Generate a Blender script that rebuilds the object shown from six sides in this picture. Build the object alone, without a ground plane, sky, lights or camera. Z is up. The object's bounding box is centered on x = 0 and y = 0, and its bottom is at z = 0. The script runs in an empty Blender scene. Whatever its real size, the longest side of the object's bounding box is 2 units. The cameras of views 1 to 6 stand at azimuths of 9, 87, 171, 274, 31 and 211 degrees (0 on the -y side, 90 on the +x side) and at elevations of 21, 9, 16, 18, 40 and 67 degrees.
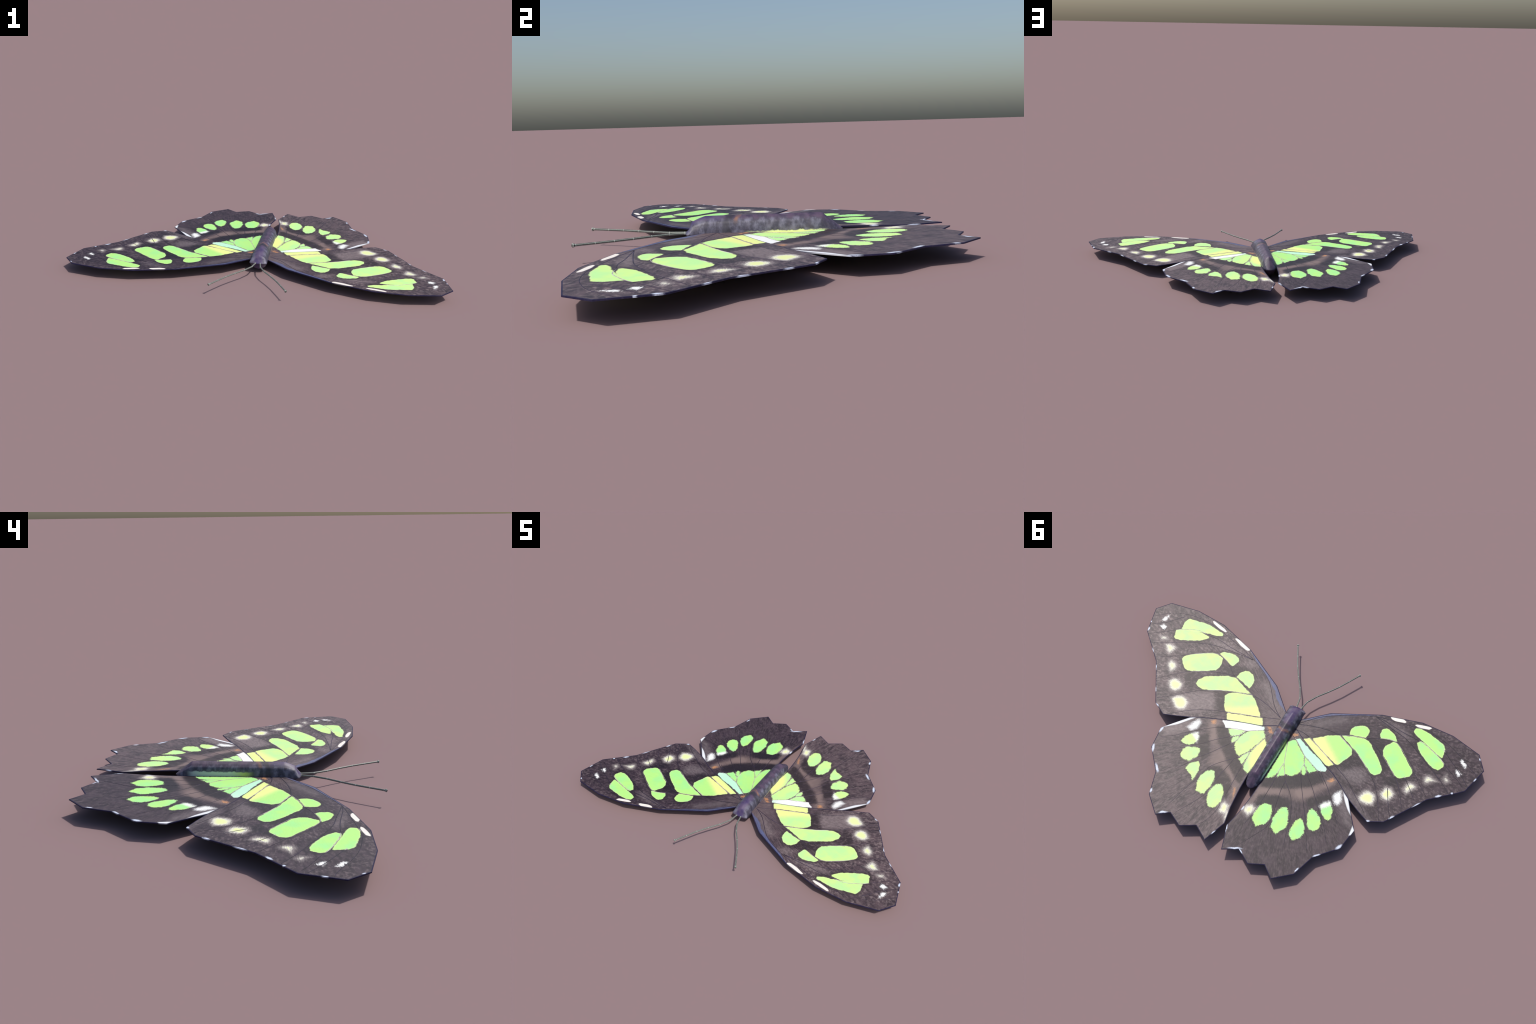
"""Butterfly lying flat with spread wings: black-brown wings with lime-green windows,
a furry violet-grey body and two segmented antennae.  Pattern positions are in millimetres."""
import bpy, bmesh, math, random
from mathutils import Vector

random.seed(7)
MM = 0.001
MID_Z = 0.0562          # the plane of the wings, half way up the body
FORE_Z, HIND_Z = 0.0599, 0.0593
SHEET = 0.0042          # thickness of a wing

# ------------------------------------------------------------------ outlines (right side, mm)
FORE_EDGE = [(20, -190), (47.0, -216.1), (163.1, -325.2), (403.4, -450.4), (608.7, -513.5), (779.1, -522.5), (941.8, -491.4), (999.6, -418.3), (960.3, -269.2), (813.2, -134.0), (678.1, 78.1), (605.1, 117.7)]
RIGHT_FORE_OUTLINE = FORE_EDGE + [(544.5, 93.5), (471, 62), (425, 38), (293, -19), (198, -53), (114, -80), (54, -116), (20, -130)]
LEFT_FORE_OUTLINE = FORE_EDGE + [(544.5, 93.5), (468, 58), (395, 10), (336, -24), (283, -45), (182, -86), (111, -119), (50, -152), (20, -160)]
HIND_OUTLINE = [(20, -135), (60, -155), (190, -95), (330, -38), (430, 22), (472.1, 62.9), (571.6, 187.6), (555.4, 304.7), (459.3, 410.8), (421.3, 530.9), (334.1, 606.9), (272.8, 560.8), (197.9, 597.7), (124.0, 553.7), (48.2, 598.2), (7, 475), (25, 384), (35, 283), (38, 205), (36, 150), (20, 120)]

# ------------------------------------------------------------------ wing pattern: rounded patches by colour, margin flecks, veins (mm)
RIGHT_FORE_PATCHES = {
    "green": [
        [(647, -427), (681, -473), (731, -466), (798, -452), (809, -428), (802, -377)],
        [(582, -449), (587, -461), (681, -473), (731, -466), (720, -414), (604, -435)],
        [(642, -397), (645, -407), (684, -409), (738, -399), (790, -380), (823, -355), (809, -311), (797, -306), (757, -319), (703, -345), (662, -373)],
        [(494, -273), (495, -297), (507, -328), (537, -335), (571, -329), (617, -302), (668, -263), (696, -232), (697, -215), (654, -174), (636, -171), (606, -182), (525, -230), (503, -246)],
        [(421, -356), (429, -370), (457, -378), (493, -375), (525, -359), (533, -346), (438, -312), (424, -340)],
        [(359, -181), (379, -257), (413, -252), (465, -226), (525, -188), (551, -153), (551, -127), (527, -115), (500, -113)],
        [(266, -214), (379, -257), (413, -252), (385, -172), (346, -184)],
        [(283, -273), (288, -296), (310, -319), (338, -327), (358, -322), (377, -296), (380, -267), (287, -242)],
        [(151, -123), (174, -149), (228, -198), (253, -210), (347, -177), (370, -155), (378, -139), (340, -72), (323, -62)],
        [(117, -88), (137, -120), (311, -58), (313, -51), (294, -25), (133, -77)],
    ],
    "yellow": [
        [(114, -86), (135, -120), (189, -171), (341, -74), (294, -22), (133, -76)],
    ],
    "white": [
        [(904, -399), (911, -414), (925, -394), (928, -373), (923, -369), (909, -378)],
        [(883, -349), (905, -355), (916, -334), (897, -326), (884, -330)],
    ],
    "cream": [
        [(768, -256), (803, -261), (817, -249), (800, -226), (779, -219)],
        [(701, -144), (702, -162), (716, -171), (740, -175), (744, -161), (730, -139), (711, -126)],
        [(610, -56), (614, -82), (647, -96), (672, -86), (679, -69), (670, -48), (648, -32), (624, -36)],
        [(527, 34), (528, 0), (548, -19), (573, -22), (600, -7), (613, 14), (571, 47), (549, 48)],
        [(842, -283), (851, -288), (867, -279), (857, -272)],
    ],
    "costal": [
        [(574, -482), (589, -491), (634, -502), (670, -508), (678, -504), (666, -493), (620, -479), (580, -476)],
        [(405, -440), (405, -449), (427, -460), (471, -472), (507, -473), (512, -467), (466, -445), (419, -434)],
    ],
    "blue": [
        [(247, -366), (296, -397), (403, -450), (343, -406), (265, -362)],
        [(153, -292), (164, -320), (252, -375), (296, -397), (268, -366)],
        [(56, -216), (164, -320), (164, -303), (129, -260), (88, -232)],
    ],
    "grey": [
        [(106, -211), (202, -316), (236, -303), (187, -255), (137, -221)],
        [(383, -42), (404, -93), (453, -122), (563, -48), (525, 61)],
        [(434, -409), (562, -420), (610, -393), (540, -384), (440, -393)],
        [(332, -389), (387, -393), (370, -355), (339, -355)],
    ],
    "dark": [
        [(336, -57), (357, -108), (381, -157), (438, -131), (359, -28)],
        [(361, -331), (417, -329), (481, -287), (493, -221), (379, -274)],
        [(554, -82), (577, -186), (634, -159), (595, -82)],
    ],
}
RIGHT_FORE_FLECKS = [  # x, y, half length, half width, heading
    (976, -334, 6.1, 4.5, -83),
    (962, -287, 13.1, 6.4, -83),
    (868, -186, 14.7, 4.1, 140),
    (794, -103, 18.5, 4.0, 123),
    (723, 11, 15.1, 5.7, 127),
    (663, 85, 12.3, 4.4, 149),
]
RIGHT_FORE_VEINS = [
    [(51, -169), (139, -198), (197, -210), (263, -218), (326, -246), (396, -267), (443, -302), (499, -333), (539, -338), (578, -325), (647, -281), (705, -237), (825, -157)],
    [(396, -267), (436, -256), (501, -234), (558, -207), (634, -159), (694, -104), (756, -43)],
    [(250, -214), (302, -197), (362, -176), (420, -152), (481, -116), (539, -76), (606, -15), (689, 55)],
    [(53, -162), (150, -121), (233, -91), (321, -58), (379, -36), (458, 4), (509, 39), (576, 96)],
    [(58, -171), (121, -219), (214, -327), (309, -384), (403, -420), (511, -449), (617, -475), (682, -484), (763, -483), (831, -469), (900, -440), (975, -378)],
    [(360, -400), (426, -404), (513, -409), (582, -418), (649, -414), (699, -416), (741, -405), (802, -373), (863, -324), (947, -260)],
    [(360, -400), (426, -395), (490, -389), (574, -378), (633, -361), (718, -325), (796, -279), (894, -221)],
    [(830, -451), (864, -410), (906, -364), (962, -323)],
]
LEFT_FORE_PATCHES = {
    "green": [
        [(-781, -378), (-776, -433), (-761, -448), (-711, -463), (-659, -475), (-613, -474), (-594, -465), (-588, -449), (-597, -437), (-651, -417)],
        [(-808, -339), (-801, -355), (-780, -371), (-724, -392), (-664, -410), (-644, -410), (-634, -393), (-665, -355), (-721, -324), (-765, -306), (-790, -307)],
        [(-685, -224), (-679, -240), (-578, -320), (-546, -337), (-525, -338), (-500, -300), (-498, -269), (-512, -246), (-608, -177), (-630, -169), (-645, -175), (-680, -206)],
        [(-539, -349), (-517, -374), (-478, -390), (-456, -388), (-442, -369), (-447, -343), (-458, -327)],
        [(-410, -278), (-383, -280), (-325, -261), (-277, -237), (-406, -185)],
        [(-542, -165), (-521, -193), (-442, -258), (-410, -278), (-372, -271), (-402, -183), (-503, -123), (-521, -123), (-541, -144)],
        [(-390, -322), (-387, -335), (-370, -346), (-349, -345), (-311, -319), (-302, -296), (-306, -265), (-389, -289)],
        [(-370, -165), (-354, -196), (-299, -221), (-267, -232), (-245, -224), (-214, -203), (-153, -149), (-157, -143), (-239, -108), (-316, -81), (-333, -83)],
        [(-311, -71), (-254, -99), (-136, -142), (-111, -120), (-182, -87), (-279, -50), (-295, -52)],
    ],
    "yellow": [
        [(-336, -88), (-242, -161), (-200, -190), (-133, -147), (-101, -120), (-281, -45), (-299, -47)],
    ],
    "white": [
        [(-906, -349), (-877, -356), (-876, -338), (-898, -328)],
        [(-910, -399), (-876, -423), (-872, -410), (-890, -394), (-908, -387)],
    ],
    "cream": [
        [(-581, 22), (-580, -8), (-570, -24), (-539, -29), (-521, -15), (-511, 20), (-526, 34), (-556, 34)],
        [(-653, -77), (-627, -95), (-605, -88), (-598, -51), (-612, -34), (-642, -35)],
        [(-729, -167), (-716, -174), (-697, -166), (-690, -131), (-705, -120)],
        [(-797, -245), (-766, -252), (-756, -236), (-767, -219)],
        [(-859, -277), (-846, -290), (-843, -280), (-852, -271)],
    ],
    "costal": [
        [(-532, -475), (-510, -482), (-453, -466), (-448, -459), (-457, -452), (-479, -450), (-529, -466)],
        [(-664, -507), (-655, -509), (-620, -501), (-585, -488), (-579, -480), (-596, -477), (-629, -484), (-655, -493)],
    ],
    "blue": [
        [(-389, -442), (-163, -321), (-168, -312), (-269, -368)],
        [(-171, -311), (-163, -322), (-48, -214), (-115, -258)],
    ],
    "grey": [
        [(-258, -328), (-251, -341), (-166, -281), (-128, -233), (-133, -224), (-203, -272)],
        [(-498, -89), (-465, -122), (-407, -105), (-358, -61), (-395, -31), (-472, -41)],
        [(-584, -397), (-566, -422), (-464, -429), (-446, -422), (-561, -390)],
        [(-597, 103), (-527, 45), (-441, 16), (-416, 19), (-471, 55)],
    ],
    "dark": [
        [(-438, -146), (-399, -170), (-379, -158), (-342, -91), (-374, -70)],
        [(-558, -191), (-478, -319), (-415, -289), (-555, -156)],
        [(-674, -183), (-563, -131), (-590, -97), (-649, -130)],
    ],
}
LEFT_FORE_FLECKS = [  # x, y, half length, half width, heading
    (-953, -467, 7.8, 3.8, 128),
    (-979, -351, 10.8, 4.5, -105),
    (-908, -229, 6.3, 4.4, -150),
    (-854, -181, 17.3, 5.2, -139),
    (-780, -82, 25.8, 5.0, -119),
    (-701, 38, 15.6, 6.4, -124),
    (-607, 111, 9.7, 4.7, -160),
]
LEFT_FORE_VEINS = [
    [(-37, -181), (-114, -210), (-199, -231), (-263, -238), (-324, -264), (-390, -287), (-452, -319), (-493, -339), (-532, -344), (-571, -328), (-619, -294), (-686, -241), (-746, -190), (-802, -147)],
    [(-399, -289), (-443, -276), (-491, -251), (-544, -218), (-599, -180), (-643, -143), (-683, -94), (-721, -33)],
    [(-258, -238), (-307, -216), (-358, -198), (-405, -179), (-449, -152), (-498, -118), (-541, -85), (-581, -36), (-613, 12), (-652, 83)],
    [(-50, -153), (-92, -153), (-140, -145), (-213, -116), (-295, -82), (-361, -56), (-424, -25), (-483, 20), (-531, 53), (-573, 84)],
    [(-39, -182), (-112, -263), (-179, -316), (-268, -369), (-351, -413), (-418, -436), (-513, -455), (-584, -470), (-645, -482), (-704, -477), (-770, -467), (-835, -446), (-900, -414), (-953, -387), (-981, -380)],
    [(-387, -425), (-434, -425), (-507, -415), (-577, -410), (-628, -410), (-672, -406), (-725, -390), (-781, -369), (-842, -335), (-906, -304), (-941, -282)],
    [(-383, -422), (-435, -413), (-488, -401), (-567, -387), (-639, -358), (-707, -322), (-773, -290), (-834, -257), (-891, -220)],
    [(-769, -426), (-827, -389), (-890, -351), (-958, -300)],
    [(-659, -192), (-705, -151), (-760, -99)],
    [(-613, -93), (-662, -5), (-696, 47)],
]
RIGHT_HIND_PATCHES = {
    "white": [
        [(405, 61), (424, 48), (439, 78), (450, 114), (428, 122), (406, 95)],
        [(369, 159), (373, 132), (391, 120), (409, 135)],
    ],
    "green": [
        [(367, 158), (374, 133), (390, 121), (420, 144), (436, 171), (440, 199), (419, 205), (391, 198), (373, 182)],
        [(320, 233), (321, 202), (336, 190), (364, 197), (393, 213), (407, 237), (402, 265), (390, 276), (366, 280), (342, 275)],
        [(271, 303), (279, 276), (296, 253), (318, 270), (336, 294), (335, 317), (313, 330), (283, 335)],
        [(268, 333), (271, 303), (298, 327), (273, 358)],
        [(173, 313), (181, 283), (197, 261), (215, 262), (237, 287), (246, 317), (245, 348), (227, 396), (182, 393), (175, 353)],
        [(84, 390), (89, 359), (105, 324), (131, 303), (148, 310), (160, 333), (165, 369), (154, 408), (130, 438), (95, 432)],
        [(173, -13), (223, -3), (263, 21), (225, 50), (190, 21)],
        [(184, 42), (190, 26), (215, 52), (211, 71), (205, 79), (191, 66)],
        [(69, -30), (70, -37), (96, -61), (152, -29), (170, -7), (183, 28), (187, 67), (187, 83), (152, 120), (133, 126), (102, 75)],
        [(95, 88), (99, 80), (119, 113), (128, 140), (95, 157)],
        [(24, 31), (47, -6), (65, -29), (85, 32), (93, 86), (85, 161), (76, 176), (45, 187)],
    ],
    "cream": [
        [(31, 428), (32, 410), (40, 387), (66, 380), (72, 400), (66, 426), (57, 432)],
        [(18, 450), (21, 423), (32, 410), (27, 439)],
    ],
    "mint": [
        [(96, -73), (103, -84), (212, -53), (275, -27), (313, -7), (275, 20), (174, -15), (97, -62)],
    ],
    "yellow": [
        [(24, 31), (47, -6), (65, -29), (87, 54), (80, 112), (35, 168)],
    ],
    "brown": [
        [(264, 129), (297, 59), (339, 0), (371, 18), (337, 82), (297, 130)],
        [(164, 205), (177, 167), (244, 135), (263, 158), (246, 229)],
        [(72, 278), (100, 232), (166, 184), (198, 202)],
        [(40, 348), (41, 321), (65, 263), (89, 259)],
    ],
    "orange": [
        [(333, 26), (345, 6), (362, 25), (348, 38)],
        [(41, 338), (43, 317), (57, 286), (65, 290)],
        [(44, -74), (77, -96), (88, -92), (61, -65)],
    ],
    "grey": [
        [(454, 142), (454, 89), (465, 71), (564, 187), (524, 206)],
    ],
    "fleck": [
        [(446, 49), (470, 65), (531, 134), (568, 181), (507, 128)],
    ],
    "dark": [
        [(174, 118), (204, 77), (283, 10), (328, 35), (274, 105), (214, 141)],
        [(50, 192), (180, 99), (243, 129), (77, 252), (50, 254)],
        [(68, 364), (76, 280), (117, 247), (185, 223), (249, 259)],
        [(267, 195), (337, 82), (379, 130), (292, 243)],
    ],
}
RIGHT_HIND_FLECKS = [  # x, y, half length, half width, heading
    (564, 194, 20.5, 7.0, -90),
    (544, 305, 23.1, 7.1, -65),
    (465, 390, 26.1, 6.8, 136),
    (423, 507, 12.2, 5.7, -80),
    (31, 542, 14.2, 3.7, -108),
    (307, 576, 22.3, 4.8, -145),
]
RIGHT_HIND_VEINS = [
    [(62, -86), (93, -65), (153, -28), (173, -16), (233, 2), (309, 39), (370, 82), (427, 133), (489, 192), (545, 233)],
    [(173, -16), (190, 19), (229, 53), (282, 101), (334, 157), (397, 214), (439, 252)],
    [(190, 19), (185, 40), (194, 66), (223, 109), (279, 193), (322, 246), (349, 299), (374, 336)],
    [(60, -54), (72, -9), (97, 75), (133, 133), (172, 175), (222, 233), (244, 285), (255, 336), (279, 418), (304, 521)],
    [(97, 75), (89, 117), (91, 158), (88, 225), (84, 301), (82, 367), (79, 431), (96, 506), (120, 544)],
    [(147, 153), (156, 218), (166, 280), (167, 365), (193, 435), (251, 545)],
]
LEFT_HIND_PATCHES = {
    "white": [
        [(-442, 95), (-429, 54), (-416, 38), (-398, 62), (-396, 83), (-417, 109), (-434, 113)],
        [(-408, 128), (-397, 117), (-368, 136), (-363, 158), (-372, 167)],
    ],
    "green": [
        [(-438, 185), (-426, 146), (-398, 119), (-369, 138), (-363, 158), (-384, 189), (-411, 206), (-435, 207)],
        [(-412, 265), (-408, 235), (-389, 214), (-357, 196), (-334, 193), (-325, 208), (-332, 241), (-351, 276), (-371, 293), (-397, 292)],
        [(-362, 326), (-351, 300), (-329, 275), (-307, 263), (-291, 297), (-290, 334), (-300, 370), (-323, 384), (-340, 376), (-356, 352)],
        [(-267, 347), (-265, 317), (-244, 273), (-221, 248), (-200, 260), (-191, 284), (-189, 327), (-199, 377), (-241, 397)],
        [(-176, 335), (-165, 299), (-147, 276), (-114, 285), (-98, 307), (-93, 344), (-97, 382), (-114, 398), (-135, 411), (-162, 385), (-174, 368)],
        [(-88, 115), (-88, 42), (-56, -47), (-43, -64), (-49, 162), (-72, 145)],
        [(-125, 102), (-111, 78), (-89, 50), (-88, 95), (-95, 127)],
        [(-186, 56), (-181, -3), (-157, -42), (-77, -98), (-53, -79), (-48, -68), (-88, 42), (-124, 95), (-157, 91)],
        [(-213, 36), (-199, 16), (-183, 4), (-181, 18), (-189, 42), (-200, 54), (-210, 52)],
        [(-256, 0), (-205, -24), (-166, -37), (-183, -3), (-211, 21), (-227, 29)],
    ],
    "cream": [
        [(-81, 354), (-79, 329), (-60, 326), (-42, 341), (-39, 366), (-69, 379)],
    ],
    "mint": [
        [(-293, -21), (-283, -40), (-94, -115), (-75, -104), (-165, -42), (-257, -5)],
        [(-298, -33), (-251, -58), (-205, -75), (-159, -81), (-163, -41), (-264, -5), (-295, -16)],
    ],
    "brown": [
        [(-363, -4), (-280, 87), (-294, 112), (-350, 38)],
        [(-300, 123), (-289, 96), (-176, 156), (-220, 187), (-265, 172)],
        [(-192, 184), (-178, 159), (-47, 228), (-60, 250)],
        [(-72, 224), (-47, 228), (-42, 280), (-40, 337), (-59, 279)],
    ],
    "orange": [
        [(-359, 1), (-344, -5), (-330, 25), (-346, 23)],
        [(-75, -128), (-71, -133), (-49, -127), (-46, -113), (-58, -107)],
    ],
    "grey": [
        [(-551, 177), (-436, 51), (-445, 116), (-524, 183)],
    ],
    "fleck": [
        [(-514, 123), (-466, 57), (-432, 39), (-456, 72), (-492, 108)],
        [(-571, 191), (-554, 175), (-560, 224), (-568, 218)],
    ],
    "dark": [
        [(-171, 163), (-131, 109), (-47, 166), (-50, 217)],
        [(-320, 31), (-272, 0), (-131, 109), (-171, 163), (-276, 89)],
        [(-235, 245), (-218, 207), (-154, 211), (-64, 257), (-71, 329)],
        [(-400, 114), (-382, 81), (-355, 96), (-281, 162), (-315, 199)],
    ],
}
LEFT_HIND_FLECKS = [  # x, y, half length, half width, heading
    (-544, 302, 19.3, 7.6, -114),
    (-471, 395, 18.9, 5.0, -134),
    (-421, 506, 13.6, 3.8, -104),
    (-104, 559, 33.9, 4.7, -152),
    (-136, 558, 15.6, 3.8, 149),
    (-14, 493, 24.5, 4.6, 106),
    (-29, 361, 13.8, 4.8, -97),
]
LEFT_HIND_VEINS = [
    [(-52, -112), (-79, -102), (-109, -81), (-160, -44), (-205, -24), (-258, -2), (-294, 23), (-328, 52)],
    [(-269, -13), (-295, 11), (-344, 51), (-392, 99), (-440, 156), (-480, 199)],
    [(-145, 130), (-183, 161), (-222, 206), (-259, 278), (-282, 358), (-304, 427)],
    [(-145, 130), (-149, 180), (-161, 240), (-178, 315), (-184, 386), (-149, 461), (-116, 525)],
    [(-188, 47), (-227, 108), (-274, 176), (-333, 259), (-385, 344), (-415, 395)],
    [(-214, 33), (-267, 80), (-316, 128), (-377, 192), (-435, 252), (-483, 316)],
    [(-92, 126), (-94, 193), (-94, 278), (-91, 355), (-80, 426)],
    [(-161, -42), (-181, -3), (-179, 27), (-192, 57)],
    [(-181, -3), (-205, 20), (-226, 41)],
    [(-47, -67), (-68, -12), (-90, 45), (-114, 85), (-146, 131)],
    [(-90, 45), (-86, 92), (-91, 126)],
]
# ------------------------------------------------------------------ node helpers
class Nodes:
    """Thin wrapper that adds nodes in evaluation order and links them."""
    def __init__(self, name):
        self.mat = bpy.data.materials.new(name)
        self.mat.use_nodes = True
        self.tree = self.mat.node_tree
        self.tree.nodes.clear()

    def add(self, kind, **props):
        n = self.tree.nodes.new(kind)
        for k, v in props.items():
            setattr(n, k, v)
        return n

    def put(self, socket, value):
        if hasattr(value, "is_linked"):
            self.tree.links.new(value, socket)
        else:
            socket.default_value = value

    def math(self, op, a, b=0.0, c=0.0, clamp=False):
        n = self.add("ShaderNodeMath", operation=op, use_clamp=clamp)
        for s, v in zip(n.inputs, (a, b, c)):
            self.put(s, v)
        return n.outputs[0]

    def vec(self, op, a, b=(0, 0, 0), scale=None):
        n = self.add("ShaderNodeVectorMath", operation=op)
        self.put(n.inputs[0], a)
        self.put(n.inputs[1], b)
        if scale is not None:
            n.inputs["Scale"].default_value = scale
        return n.outputs["Value"] if op in ("DOT_PRODUCT", "LENGTH") else n.outputs[0]

    def combine(self, x, y, z):
        n = self.add("ShaderNodeCombineXYZ")
        for s, v in zip(n.inputs, (x, y, z)):
            self.put(s, v)
        return n.outputs[0]

    def split(self, v):
        n = self.add("ShaderNodeSeparateXYZ")
        self.put(n.inputs[0], v)
        return n.outputs

    def noise(self, v, scale, detail=2.0, rough=0.5, colour=False):
        n = self.add("ShaderNodeTexNoise")
        self.put(n.inputs["Vector"], v)
        n.inputs["Scale"].default_value = scale
        n.inputs["Detail"].default_value = detail
        n.inputs["Roughness"].default_value = rough
        return n.outputs["Color" if colour else "Fac"]

    def step(self, v, lo, hi, to_lo=0.0, to_hi=1.0):
        n = self.add("ShaderNodeMapRange", interpolation_type="SMOOTHSTEP")
        self.put(n.inputs["Value"], v)
        for k, x in (("From Min", lo), ("From Max", hi), ("To Min", to_lo), ("To Max", to_hi)):
            n.inputs[k].default_value = x
        return n.outputs[0]

    def mix(self, fac, a, b):
        n = self.add("ShaderNodeMix", data_type="RGBA")
        self.put(n.inputs[0], fac)
        for s, v in ((n.inputs[6], a), (n.inputs[7], b)):
            self.put(s, (*v, 1.0) if isinstance(v, tuple) else v)
        return n.outputs[2]

    def finish(self, colour, rough=0.5, bump=None, strength=0.2, distance=0.002, specular=0.5):
        b = self.add("ShaderNodeBsdfPrincipled")
        self.put(b.inputs["Base Color"], (*colour, 1.0) if isinstance(colour, tuple) else colour)
        self.put(b.inputs["Roughness"], rough)
        b.inputs["Specular IOR Level"].default_value = specular
        if bump is not None:
            n = self.add("ShaderNodeBump")
            n.inputs["Strength"].default_value = strength
            n.inputs["Distance"].default_value = distance
            self.put(n.inputs["Height"], bump)
            self.put(b.inputs["Normal"], n.outputs[0])
        out = self.add("ShaderNodeOutputMaterial")
        self.tree.links.new(b.outputs[0], out.inputs[0])
        return self.mat

    # signed distance of a rounded convex patch, negative inside; p = (x, y, 1)
    def patch(self, p, corners, rounding):
        area = sum(a[0] * b[1] - b[0] * a[1] for a, b in zip(corners, corners[1:] + corners[:1]))
        corners = corners if area > 0 else corners[::-1]
        best = None
        for a, b in zip(corners, corners[1:] + corners[:1]):
            dx, dy = (b[0] - a[0]), (b[1] - a[1])
            ln = math.hypot(dx, dy)
            nx, ny = dy / ln, -dx / ln
            side = self.vec("DOT_PRODUCT", p, (nx, ny, -(nx * a[0] + ny * a[1]) * MM))
            best = side if best is None else self.math("SMOOTH_MAX", best, side, rounding)
        return best

    def patches(self, p, group, rounding=0.008):
        best = None
        for corners in group:
            d = self.patch(p, corners, rounding)
            best = d if best is None else self.math("MINIMUM", best, d)
        return best

    def flecks(self, p, group):
        best = None
        for x, y, a, b, turn in group:
            c, s = math.cos(math.radians(turn)), math.sin(math.radians(turn))
            u = self.vec("DOT_PRODUCT", p, (c / a / MM, s / a / MM, -(c * x + s * y) / a))
            v = self.vec("DOT_PRODUCT", p, (-s / b / MM, c / b / MM, -(c * y - s * x) / b))
            d = self.math("SQRT", self.math("MULTIPLY_ADD", u, u, self.math("MULTIPLY", v, v)))
            best = d if best is None else self.math("MINIMUM", best, d)
        return best


YELLOW = (0.84, 0.88, 0.30)
CREAM, WHITE, MINT = (0.80, 0.86, 0.40), (0.88, 0.88, 0.86), (0.52, 0.88, 0.62)
NAVY = (0.016, 0.015, 0.052)


def wing_coordinates(n, root, side):
    """Object position plus a fine ragged offset, and streaks that fan out of the wing root."""
    pos = n.add("ShaderNodeTexCoord").outputs["Object"]
    x, y, _ = n.split(pos)
    fine = n.vec("SUBTRACT", n.noise(pos, 260.0, 2.0, 0.6, True), (0.5, 0.5, 0.5))
    flat = n.combine(x, y, 1.0)
    wavy = n.vec("MULTIPLY_ADD", n.vec("SUBTRACT", n.noise(pos, 42.0, 2.0, 0.5, True), (0.5, 0.5, 0.5)), (0.011, 0.011, 0.0))
    n.tree.links.new(flat, wavy.node.inputs[2])
    crisp = n.vec("MULTIPLY_ADD", fine, (0.005, 0.005, 0.0))
    n.tree.links.new(wavy, crisp.node.inputs[2])
    fuzzy = n.vec("MULTIPLY_ADD", fine, (0.022, 0.022, 0.0))
    n.tree.links.new(wavy, fuzzy.node.inputs[2])
    rx, ry = n.math("SUBTRACT", x, root[0] * side), n.math("SUBTRACT", y, root[1])
    angle = n.math("ARCTAN2", ry, n.math("MULTIPLY", rx, side))
    reach = n.math("SQRT", n.math("MULTIPLY_ADD", rx, rx, n.math("MULTIPLY", ry, ry)))
    streak = n.noise(n.combine(n.math("MULTIPLY", angle, 26.0), n.math("MULTIPLY", reach, 9.0), 0.0), 1.6, 4.0, 0.6)
    hairs = n.noise(n.combine(n.math("MULTIPLY", angle, 95.0), n.math("MULTIPLY", reach, 22.0), 3.0), 1.6, 2.0, 0.6)
    fan = n.noise(n.combine(n.math("MULTIPLY", angle, 40.0), n.math("MULTIPLY", reach, 26.0), 7.0), 1.6, 3.0, 0.6)
    return pos, flat, crisp, fuzzy, reach, streak, hairs, fan


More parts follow.
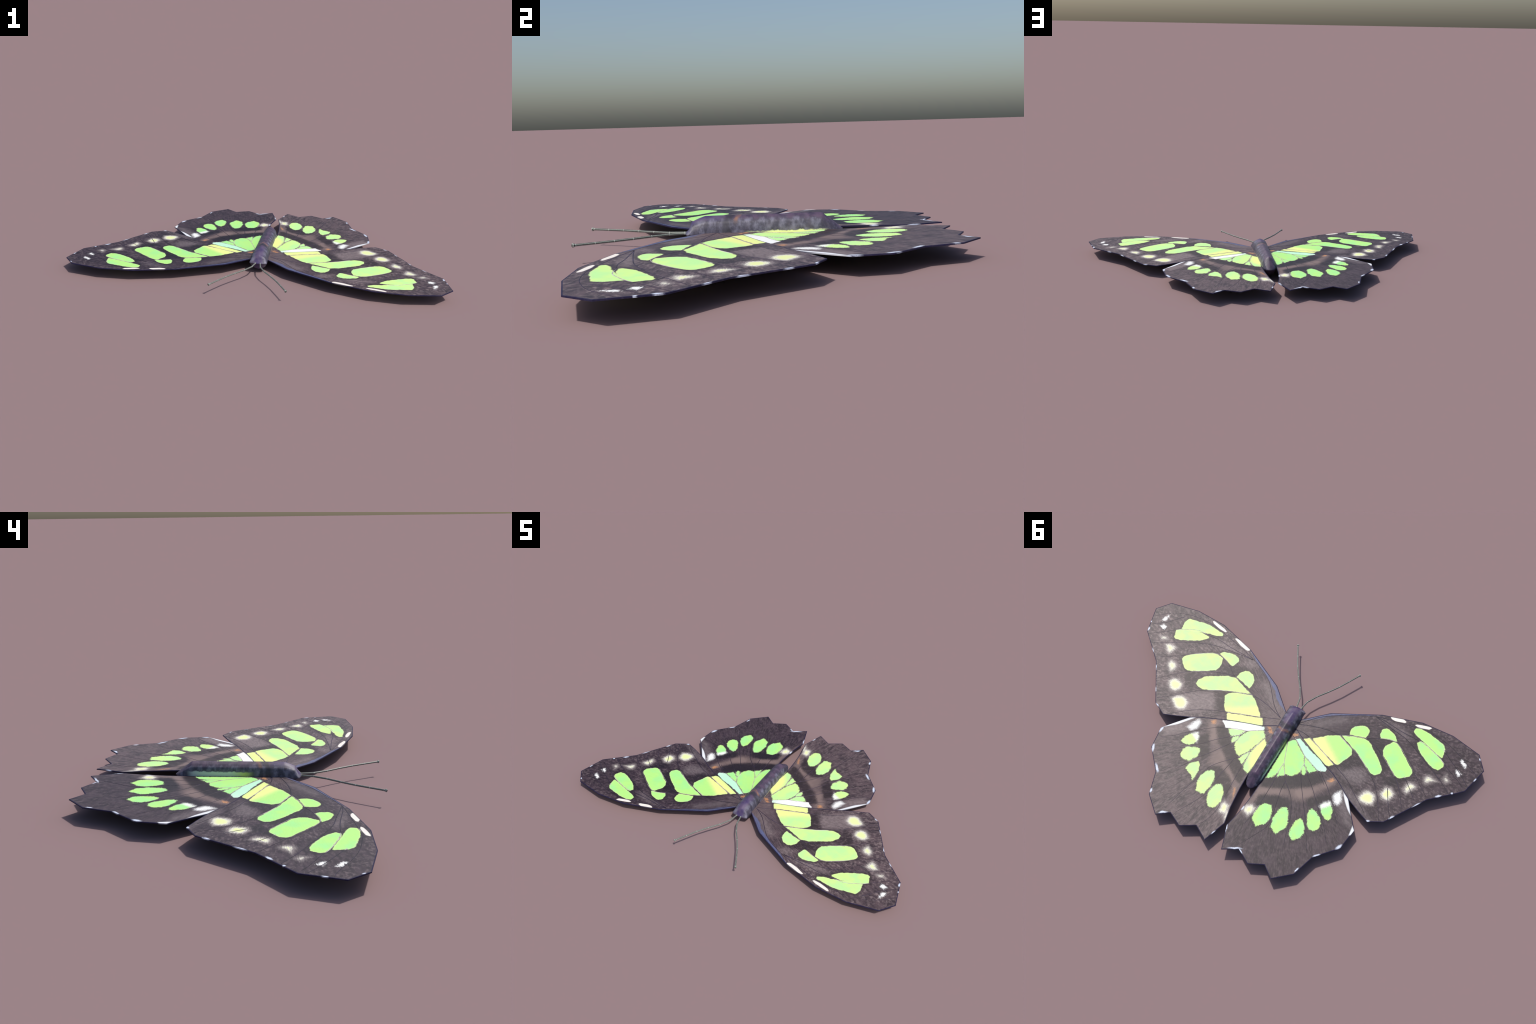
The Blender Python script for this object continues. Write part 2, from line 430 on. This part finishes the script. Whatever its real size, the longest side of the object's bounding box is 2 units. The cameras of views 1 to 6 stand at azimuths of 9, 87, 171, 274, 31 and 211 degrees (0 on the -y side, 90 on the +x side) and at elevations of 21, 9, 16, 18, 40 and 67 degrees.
def wing_material(name, groups, flecks, root, side, fore, rim=False):
    n = Nodes(name)
    pos, flat, crisp, fuzzy, reach, streak, hairs, fan = wing_coordinates(n, root, side)
    cloud = n.noise(pos, 11.0, 3.0, 0.55)
    grain = n.noise(pos, 330.0, 2.0, 0.7)
    mottle = n.math("MULTIPLY_ADD", n.noise(pos, 66.0 if fore else 48.0, 4.0, 0.68), 0.55, n.math("MULTIPLY", fan, 0.45))
    warm = side > 0                      # the right wings are browner and their windows yellower
    # ground colour: sooty violet-brown streaked along the wing and dusted with paler scales
    deep, mid, dust, soot = ((0.040, 0.027, 0.033), (0.104, 0.070, 0.077), (0.235, 0.180, 0.175), (0.030, 0.020, 0.022)) if warm else \
                            ((0.021, 0.012, 0.018), (0.054, 0.034, 0.045), (0.138, 0.102, 0.108), (0.014, 0.009, 0.013))
    col = n.mix(n.step(streak, 0.38, 0.66), deep, mid)
    col = n.mix(n.math("MULTIPLY", n.step(cloud, 0.45, 0.62), 0.45), col, mid)
    amount = n.math("MULTIPLY", n.step(mottle, 0.47, 0.61), n.step(cloud, 0.38, 0.60, 0.35, 0.85) if fore else 0.30)
    col = n.mix(n.math("MULTIPLY", amount, n.step(reach, 0.12, 0.45, 0.15, 1.0)), col, dust)
    if not fore:
        col = n.mix(n.math("MULTIPLY", n.step(hairs, 0.53, 0.66), 0.35), col, dust)
    base = n.math("MULTIPLY", n.step(hairs, 0.46, 0.64), n.step(reach, 0.22, 0.05))
    col = n.mix(n.math("MULTIPLY", base, 0.8), col, (0.24, 0.185, 0.185))
    if "grey" in groups:
        m = n.step(n.patches(fuzzy, groups["grey"], 0.03), 0.030, -0.024)
        col = n.mix(n.math("MULTIPLY", m, n.step(mottle, 0.38, 0.62, 0.5, 0.95)), col, (0.220, 0.172, 0.172) if warm else (0.155, 0.124, 0.130))
    if "brown" in groups:
        m = n.step(n.patches(fuzzy, groups["brown"], 0.014), 0.030, -0.014)
        col = n.mix(n.math("MULTIPLY", m, n.step(cloud, 0.35, 0.6, 0.6, 0.95)), col, (0.205, 0.145, 0.132))
    if "dark" in groups:
        m = n.step(n.patches(fuzzy, groups["dark"], 0.010), 0.016 if fore else 0.009, -0.010)
        col = n.mix(n.math("MULTIPLY", m, n.step(mottle, 0.4, 0.65, 0.85, 0.5) if fore else n.step(mottle, 0.4, 0.68, 0.95, 0.6)), col, soot)
    if "blue" in groups:
        m = n.step(n.patches(crisp, groups["blue"], 0.004), 0.005, -0.003)
        col = n.mix(n.math("MULTIPLY", m, n.step(hairs, 0.38, 0.62, 0.5, 1.0)), col, (0.105, 0.125, 0.250))
    if "orange" in groups:
        m = n.step(n.patches(fuzzy, groups["orange"], 0.004), 0.006, -0.006)
        col = n.mix(n.math("MULTIPLY", m, n.step(grain, 0.3, 0.6, 0.3, 1.0)), col, (0.58, 0.27, 0.11))
    # green windows with a thin straw-coloured border on the forewing
    d = n.patches(crisp if fore else fuzzy, groups["green"], 0.005)
    col = n.mix(n.math("MULTIPLY", n.step(d, 0.024, 0.004), 0.55 if fore else 0.35), col, soot)
    tints = ((0.62, 0.90, 0.28), (0.50, 0.88, 0.33)) if warm else ((0.46, 0.84, 0.23), (0.37, 0.83, 0.29))
    green = n.mix(n.step(cloud, 0.4, 0.62), *tints)
    green = n.mix(n.math("MULTIPLY", n.step(hairs, 0.4, 0.65), 0.35), green, (0.60, 0.88, 0.34) if warm else (0.42, 0.76, 0.20))
    if "yellow" in groups:
        m = n.step(n.patches(fuzzy, groups["yellow"], 0.01), 0.020, -0.020)
        green = n.mix(n.math("MULTIPLY", m, 0.92), green, YELLOW)
    straw = n.math("MULTIPLY", n.step(d, -0.006, 0.0), 0.35 if fore else 0.25)
    green = n.mix(straw, green, (0.82, 0.76, 0.40))
    col = n.mix(n.step(d, 0.0032, -0.0012) if fore else n.step(d, 0.0024, -0.0020), col, green)
    if "mint" in groups:
        m = n.step(n.patches(crisp, groups["mint"], 0.005), 0.002, -0.002)
        pale = n.mix(n.step(reach, 0.02, 0.14) if warm else n.step(reach, 0.20, 0.42), MINT, WHITE)
        col = n.mix(m, col, pale)
    ragged = n.math("MULTIPLY_ADD", n.math("SUBTRACT", hairs, 0.5), 0.020, 0.0)
    if "cream" in groups:
        d = n.math("ADD", n.patches(fuzzy, groups["cream"], 0.008), ragged)
        col = n.mix(n.math("MULTIPLY", n.step(d, 0.024, 0.0), 0.42), col, (0.46, 0.40, 0.38))
        inner = n.mix(n.step(d, -0.016, -0.002), CREAM, (0.80, 0.78, 0.66))
        col = n.mix(n.math("MULTIPLY", n.step(d, 0.009, -0.009), 0.97), col, inner)
    if "white" in groups:
        d = n.math("ADD", n.patches(fuzzy, groups["white"], 0.006), ragged)
        soft = 0.006 if fore else 0.012
        col = n.mix(n.step(d, soft, -soft), col, WHITE)
    if "costal" in groups:
        d = n.patches(flat, groups["costal"], 0.004)
        col = n.mix(n.step(d, 0.002, -0.002), col, n.mix(n.step(hairs, 0.4, 0.6), (0.88, 0.84, 0.74), (0.84, 0.74, 0.70)))
    if rim:
        col = n.mix(0.85, col, NAVY)
    if "fleck" in groups:
        col = n.mix(n.step(n.patches(flat, groups["fleck"], 0.004), 0.004, -0.003), col, (0.78, 0.80, 0.84))
    col = n.mix(n.math("MULTIPLY", n.step(n.flecks(crisp, flecks), 1.35, 0.35), 0.92), col, (0.66, 0.72, 0.86))
    return n.finish(col, 0.5, grain, 0.05, 0.0008, specular=0.12 if rim else 0.34)


def vein_material(name, groups, side):
    """Violet-black ribs that turn pale where they cross the green windows."""
    n = Nodes(name)
    pos = n.add("ShaderNodeTexCoord").outputs["Object"]
    x, y, _ = n.split(pos)
    flat = n.combine(x, y, 1.0)
    bright = groups["green"] + groups.get("mint", [])
    d = n.patches(flat, bright, 0.004)
    tone = n.noise(pos, 40.0, 3.0)
    dark = n.mix(n.step(tone, 0.4, 0.62), *(((0.036, 0.023, 0.034), (0.058, 0.040, 0.068)) if side > 0 else ((0.015, 0.010, 0.018), (0.034, 0.024, 0.048))))
    pale = n.mix(n.step(tone, 0.35, 0.65), (0.34, 0.28, 0.29), (0.56, 0.53, 0.51))
    return n.finish(n.mix(n.step(d, 0.008, 0.0), dark, pale), 0.5, specular=0.32)


# ------------------------------------------------------------------ scene objects
def link(obj, parent=None):
    bpy.context.scene.collection.objects.link(obj)
    obj.parent = parent
    return obj


butterfly = link(bpy.data.objects.new("butterfly", None))
butterfly["label"] = "black butterfly with lime green wing spots, wings spread flat"
butterfly["category"] = "butterfly"


def smooth_line(points, per=5):
    """Catmull-Rom through the control points."""
    pts = [Vector(p) for p in points]
    pts = [2 * pts[0] - pts[1]] + pts + [2 * pts[-1] - pts[-2]]
    out = []
    for i in range(1, len(pts) - 2):
        a, b, c, d = pts[i - 1:i + 3]
        for k in range(per):
            t = k / per
            out.append(0.5 * ((2 * b) + (c - a) * t + (2 * a - 5 * b + 4 * c - d) * t * t + (3 * b - a - 3 * c + d) * t ** 3))
    return out + [pts[-2]]


def wing(name, outline, side, top, body_mat, rim_mat):
    bm = bmesh.new()
    ring = [bm.verts.new((side * x * MM, y * MM, top)) for x, y in outline]
    face = bm.faces.new(ring if side < 0 else ring)
    if face.normal.z == 0:
        bm.normal_update()
    if face.normal.z < 0:
        face.normal_flip()
    # a dark margin strip runs round the membrane
    cut = bmesh.ops.inset_region(bm, faces=[face], thickness=0.0036, use_even_offset=True, use_boundary=True)
    for f in cut["faces"]:
        f.material_index = 1
    # bend the margin down a hair so the edge catches light, then give the sheet its depth
    inner = set(face.verts)
    for v in bm.verts:
        if v not in inner:
            v.co.z -= 0.0004
    shell = bmesh.ops.extrude_face_region(bm, geom=list(bm.faces))
    for g in shell["geom"]:
        if isinstance(g, bmesh.types.BMVert):
            g.co.z = top - SHEET
    bmesh.ops.recalc_face_normals(bm, faces=list(bm.faces))
    for f in bm.faces:
        if abs(f.normal.z) < 0.4:
            f.material_index = 1
    bmesh.ops.triangulate(bm, faces=[f for f in bm.faces if len(f.verts) > 4])
    mesh = bpy.data.meshes.new(name)
    bm.to_mesh(mesh)
    bm.free()
    mesh.materials.append(body_mat)
    mesh.materials.append(rim_mat)
    return link(bpy.data.objects.new(name, mesh), butterfly)


def vein(parent, line, top, mat, width):
    """A low ridge that thins out towards the wing margin."""
    pts = smooth_line([(x * MM, y * MM) for x, y in line])
    bm = bmesh.new()
    rows = []
    for i, p in enumerate(pts):
        ahead = (pts[min(i + 1, len(pts) - 1)] - pts[max(i - 1, 0)]).normalized()
        across = Vector((-ahead.y, ahead.x))
        w = width * (1.0 - 0.4 * i / (len(pts) - 1))
        row = []
        for s, lift in ((-1, -0.0004), (-0.5, 0.0005), (0.5, 0.0005), (1, -0.0004)):
            q = p + across * (s * w)
            row.append(bm.verts.new((q.x, q.y, top + lift)))
        rows.append(row)
    for a, b in zip(rows, rows[1:]):
        for k in range(3):
            bm.faces.new((a[k], b[k], b[k + 1], a[k + 1]))
    bm.faces.new(rows[0])
    bm.faces.new(rows[-1])
    bmesh.ops.recalc_face_normals(bm, faces=list(bm.faces))
    if sum(f.normal.z for f in bm.faces) < 0:
        bmesh.ops.reverse_faces(bm, faces=list(bm.faces))
    mesh = bpy.data.meshes.new("vein")
    bm.to_mesh(mesh)
    bm.free()
    mesh.materials.append(mat)
    return link(bpy.data.objects.new("vein", mesh), parent)


for side, pair in ((1, (("forewing", RIGHT_FORE_OUTLINE, FORE_Z, RIGHT_FORE_PATCHES, RIGHT_FORE_FLECKS, RIGHT_FORE_VEINS, (0.05, -0.16), True),
                        ("hindwing", HIND_OUTLINE, HIND_Z, RIGHT_HIND_PATCHES, RIGHT_HIND_FLECKS, RIGHT_HIND_VEINS, (0.03, -0.08), False))),
                   (-1, (("forewing", LEFT_FORE_OUTLINE, FORE_Z, LEFT_FORE_PATCHES, LEFT_FORE_FLECKS, LEFT_FORE_VEINS, (0.05, -0.16), True),
                         ("hindwing", HIND_OUTLINE, HIND_Z, LEFT_HIND_PATCHES, LEFT_HIND_FLECKS, LEFT_HIND_VEINS, (0.03, -0.08), False)))):
    for kind, outline, top, groups, flecks, veins, root, fore in pair:
        scales = wing_material(kind + "_scales", groups, flecks, root, side, fore)
        margin = wing_material(kind + "_margin", groups, flecks, root, side, fore, rim=True)
        sheet = wing(kind, outline, side, top, scales, margin)
        ribs = vein_material(kind + "_vein", groups, side)
        for line in veins:
            vein(sheet, line, top, ribs, 0.0026 if fore else 0.0022)

# ------------------------------------------------------------------ body
# station: y, half width, half height
STATIONS = [(-271, 16, 1.2), (-267, 36, 5), (-260, 47.5, 11), (-247, 45, 38.6), (-226, 45, 48), (-204, 45, 55.8), (-150, 45, 56.0),
            (-100, 42.5, 56.2), (-40, 41, 56.2), (40, 40, 56.1), (110, 39, 56), (181, 37, 55.6), (205, 35.5, 37), (225, 30, 21),
            (241, 20, 8), (250, 7, 1.0)]
SECTION = [(1, 0), (0.94, 0.33), (0.76, 0.67), (0.41, 0.875), (0, 1.0)]     # quarter section: side to ridge


def section_ring(w, h):
    quarter = []
    for (x0, z0), (x1, z1) in zip(SECTION, SECTION[1:]):
        quarter += [(x0 + (x1 - x0) * k / 3, z0 + (z1 - z0) * k / 3) for k in range(3)]
    upper = quarter + [(0, 1.0)] + [(-x, z) for x, z in reversed(quarter)]
    lower = [(x, -z) for x, z in reversed(upper[1:-1])]
    return [(x * w * MM, z * h * MM) for x, z in upper + lower]


def body_rows():
    rows = []
    for (y0, w0, h0), (y1, w1, h1) in zip(STATIONS, STATIONS[1:]):
        count = max(1, round((y1 - y0) / 6))
        for k in range(count):
            t = k / count
            rows.append((y0 + (y1 - y0) * t, w0 + (w1 - w0) * t, h0 + (h1 - h0) * t))
    return rows + [STATIONS[-1]]


def body_material():
    n = Nodes("body_fur")
    pos = n.add("ShaderNodeTexCoord").outputs["Object"]
    x, y, z = n.split(pos)
    up = n.math("SUBTRACT", z, MID_Z)
    hair = n.noise(n.vec("MULTIPLY", pos, (30.0, 52.0, 34.0)), 1.0, 5.0, 0.6)
    blot = n.noise(pos, 32.0, 3.0, 0.6)
    ragged = n.math("MULTIPLY_ADD", n.math("SUBTRACT", hair, 0.5), 0.02, 0.0)
    across = n.math("ABSOLUTE", x)
    # flanks: slate fur; back: violet on the head, maroon bands on the abdomen
    flank = n.mix(n.step(hair, 0.35, 0.72), (0.045, 0.040, 0.064), (0.170, 0.162, 0.225))
    flank = n.mix(n.math("MULTIPLY", n.step(blot, 0.5, 0.7), 0.5), flank, (0.075, 0.060, 0.080))
    sway = n.math("MULTIPLY", n.math("SUBTRACT", blot, 0.5), 0.10)
    ring = n.math("SINE", n.math("MULTIPLY", n.math("ADD", n.math("ADD", y, sway), n.math("MULTIPLY", across, -0.5)), 120.0))
    back = n.mix(n.step(ring, -1.3, 1.3), (0.050, 0.035, 0.066), (0.092, 0.057, 0.100))
    back = n.mix(n.math("MULTIPLY", n.step(hair, 0.4, 0.75), 0.5), back, (0.12, 0.10, 0.13))
    head = n.mix(n.step(blot, 0.35, 0.65), (0.050, 0.032, 0.105), (0.10, 0.070, 0.135))
    back = n.mix(n.step(n.math("ADD", y, ragged), -0.135, -0.165), back, head)
    col = n.mix(n.step(n.math("ADD", across, ragged), 0.031, 0.014), flank, back)
    # dark collar behind the thorax, then an orange chevron
    along = n.math("SUBTRACT", n.math("ADD", y, ragged), n.math("MULTIPLY", across, -0.45))
    collar = n.math("ABSOLUTE", n.math("ADD", along, 0.118))
    col = n.mix(n.math("MULTIPLY", n.step(collar, 0.020, 0.006), 0.75), col, (0.030, 0.026, 0.034))
    chevron = n.math("ABSOLUTE", n.math("ADD", along, 0.092))
    col = n.mix(n.math("MULTIPLY", n.step(chevron, 0.011, 0.002), n.math("MULTIPLY", n.step(across, 0.038, 0.020), n.step(blot, 0.42, 0.6, 0.3, 0.75))), col, (0.28, 0.135, 0.075))
    # pale hairs along the foot of the abdomen: broad and grey-green on one flank, a cream line on the other
    span = n.math("MULTIPLY", n.step(y, -0.085, -0.03), n.step(y, 0.205, 0.17))
    height = n.math("ADD", n.math("ABSOLUTE", up), ragged)
    left = n.math("MULTIPLY", n.step(x, -0.01, -0.02), n.step(height, 0.024, 0.018))
    right = n.math("MULTIPLY", n.step(x, 0.01, 0.02), n.step(height, 0.007, 0.003))
    fringe = n.mix(n.step(y, -0.05, 0.03), (0.52, 0.60, 0.14), (0.58, 0.66, 0.60))
    col = n.mix(n.math("MULTIPLY", n.math("MULTIPLY", left, span), 0.92), col, fringe)
    col = n.mix(n.math("MULTIPLY", n.math("MULTIPLY", right, span), 0.9), col, (0.72, 0.80, 0.42))
    return n.finish(col, 0.52, hair, 0.3, 0.002)


def build_body():
    rows = body_rows()
    bm = bmesh.new()
    grid = []
    for y, w, h in rows:
        grid.append([bm.verts.new((x, y * MM, MID_Z + z)) for x, z in section_ring(w, h)])
    count = len(grid[0])
    for a, b in zip(grid, grid[1:]):
        for k in range(count):
            bm.faces.new((a[k], a[(k + 1) % count], b[(k + 1) % count], b[k]))
    bm.faces.new(grid[0])
    bm.faces.new(grid[-1])
    bmesh.ops.recalc_face_normals(bm, faces=list(bm.faces))
    bm.normal_update()
    normals = {tuple(round(c, 6) for c in v.co): v.normal.copy() for v in bm.verts}
    fur = body_material()
    for name, lo, hi in (("head", -1.0, -0.2035), ("thorax", -0.2035, -0.0995), ("abdomen", -0.0995, 1.0)):
        piece = bmesh.new()
        seen = {}
        for f in bm.faces:
            if lo <= f.calc_center_median().y < hi:
                vs = []
                for v in f.verts:
                    if v.index not in seen or not seen[v.index].is_valid:
                        seen[v.index] = piece.verts.new(v.co)
                    vs.append(seen[v.index])
                piece.faces.new(vs).smooth = True
        mesh = bpy.data.meshes.new(name)
        piece.to_mesh(mesh)
        piece.free()
        mesh.normals_split_custom_set_from_vertices([normals[tuple(round(c, 6) for c in v.co)] for v in mesh.vertices])
        mesh.materials.append(fur)
        link(bpy.data.objects.new(name, mesh), butterfly)
    bm.free()


build_body()

# ------------------------------------------------------------------ antennae
JOINTS = [(12, -262), (13, -272), (22.6, -322), (52, -376.5), (92, -431), (128, -485.7), (158, -540), (187, -594)]


def plain(name, colour, rough=0.5):
    n = Nodes(name)
    pos = n.add("ShaderNodeTexCoord").outputs["Object"]
    tone = n.noise(pos, 150.0, 3.0, 0.6)
    return n.finish(n.mix(tone, tuple(c * 0.75 for c in colour), tuple(c * 1.25 for c in colour)), rough)


shaft_dark, shaft_pale = plain("antenna_shaft", (0.045, 0.052, 0.045)), plain("antenna_ridge", (0.42, 0.45, 0.40))


def antenna(side):
    """Six-ridged rod: pale ridges and joint rings on a dark shaft, ending in a flared knob."""
    stops = []                      # position, radius, pale ring ahead
    pts = [Vector((side * x * MM, y * MM, 0.0572)) for x, y in JOINTS]
    for i, (a, b) in enumerate(zip(pts, pts[1:])):
        stops += [(a.lerp(b, 0.0), 0.0040, i > 0), (a.lerp(b, 0.03), 0.0038, False)]
        stops += [(a.lerp(b, 0.97), 0.0038, False)]
    ahead = (pts[-1] - pts[-2]).normalized()
    stops += [(pts[-1], 0.0040, True), (pts[-1] + ahead * 0.002, 0.0042, False), (pts[-1] + ahead * 0.008, 0.0066, True),
              (pts[-1] + ahead * 0.0100, 0.0066, False), (pts[-1] + ahead * 0.0130, 0.0035, True)]
    bm = bmesh.new()
    rows = []
    for i, (p, r, _) in enumerate(stops):
        d = (stops[min(i + 1, len(stops) - 1)][0] - stops[max(i - 1, 0)][0]).normalized()
        u = d.cross(Vector((0, 0, 1))).normalized()
        v = u.cross(d)
        row = []
        for k in range(6):
            for off in (-9, 9):
                t = math.radians(60 * k + 30 + off)
                row.append(bm.verts.new(p + (u * math.cos(t) + v * math.sin(t)) * r))
        rows.append(row)
    for i, (a, b) in enumerate(zip(rows, rows[1:])):
        for k in range(12):
            f = bm.faces.new((a[k], a[(k + 1) % 12], b[(k + 1) % 12], b[k]))
            f.material_index = 1 if (k % 2 == 0 or stops[i][2]) else 0
    bm.faces.new(rows[0])
    bm.faces.new(rows[-1])
    bmesh.ops.recalc_face_normals(bm, faces=list(bm.faces))
    mesh = bpy.data.meshes.new("antenna")
    bm.to_mesh(mesh)
    bm.free()
    mesh.materials.append(shaft_dark)
    mesh.materials.append(shaft_pale)
    link(bpy.data.objects.new("antenna", mesh), butterfly)


antenna(1)
antenna(-1)
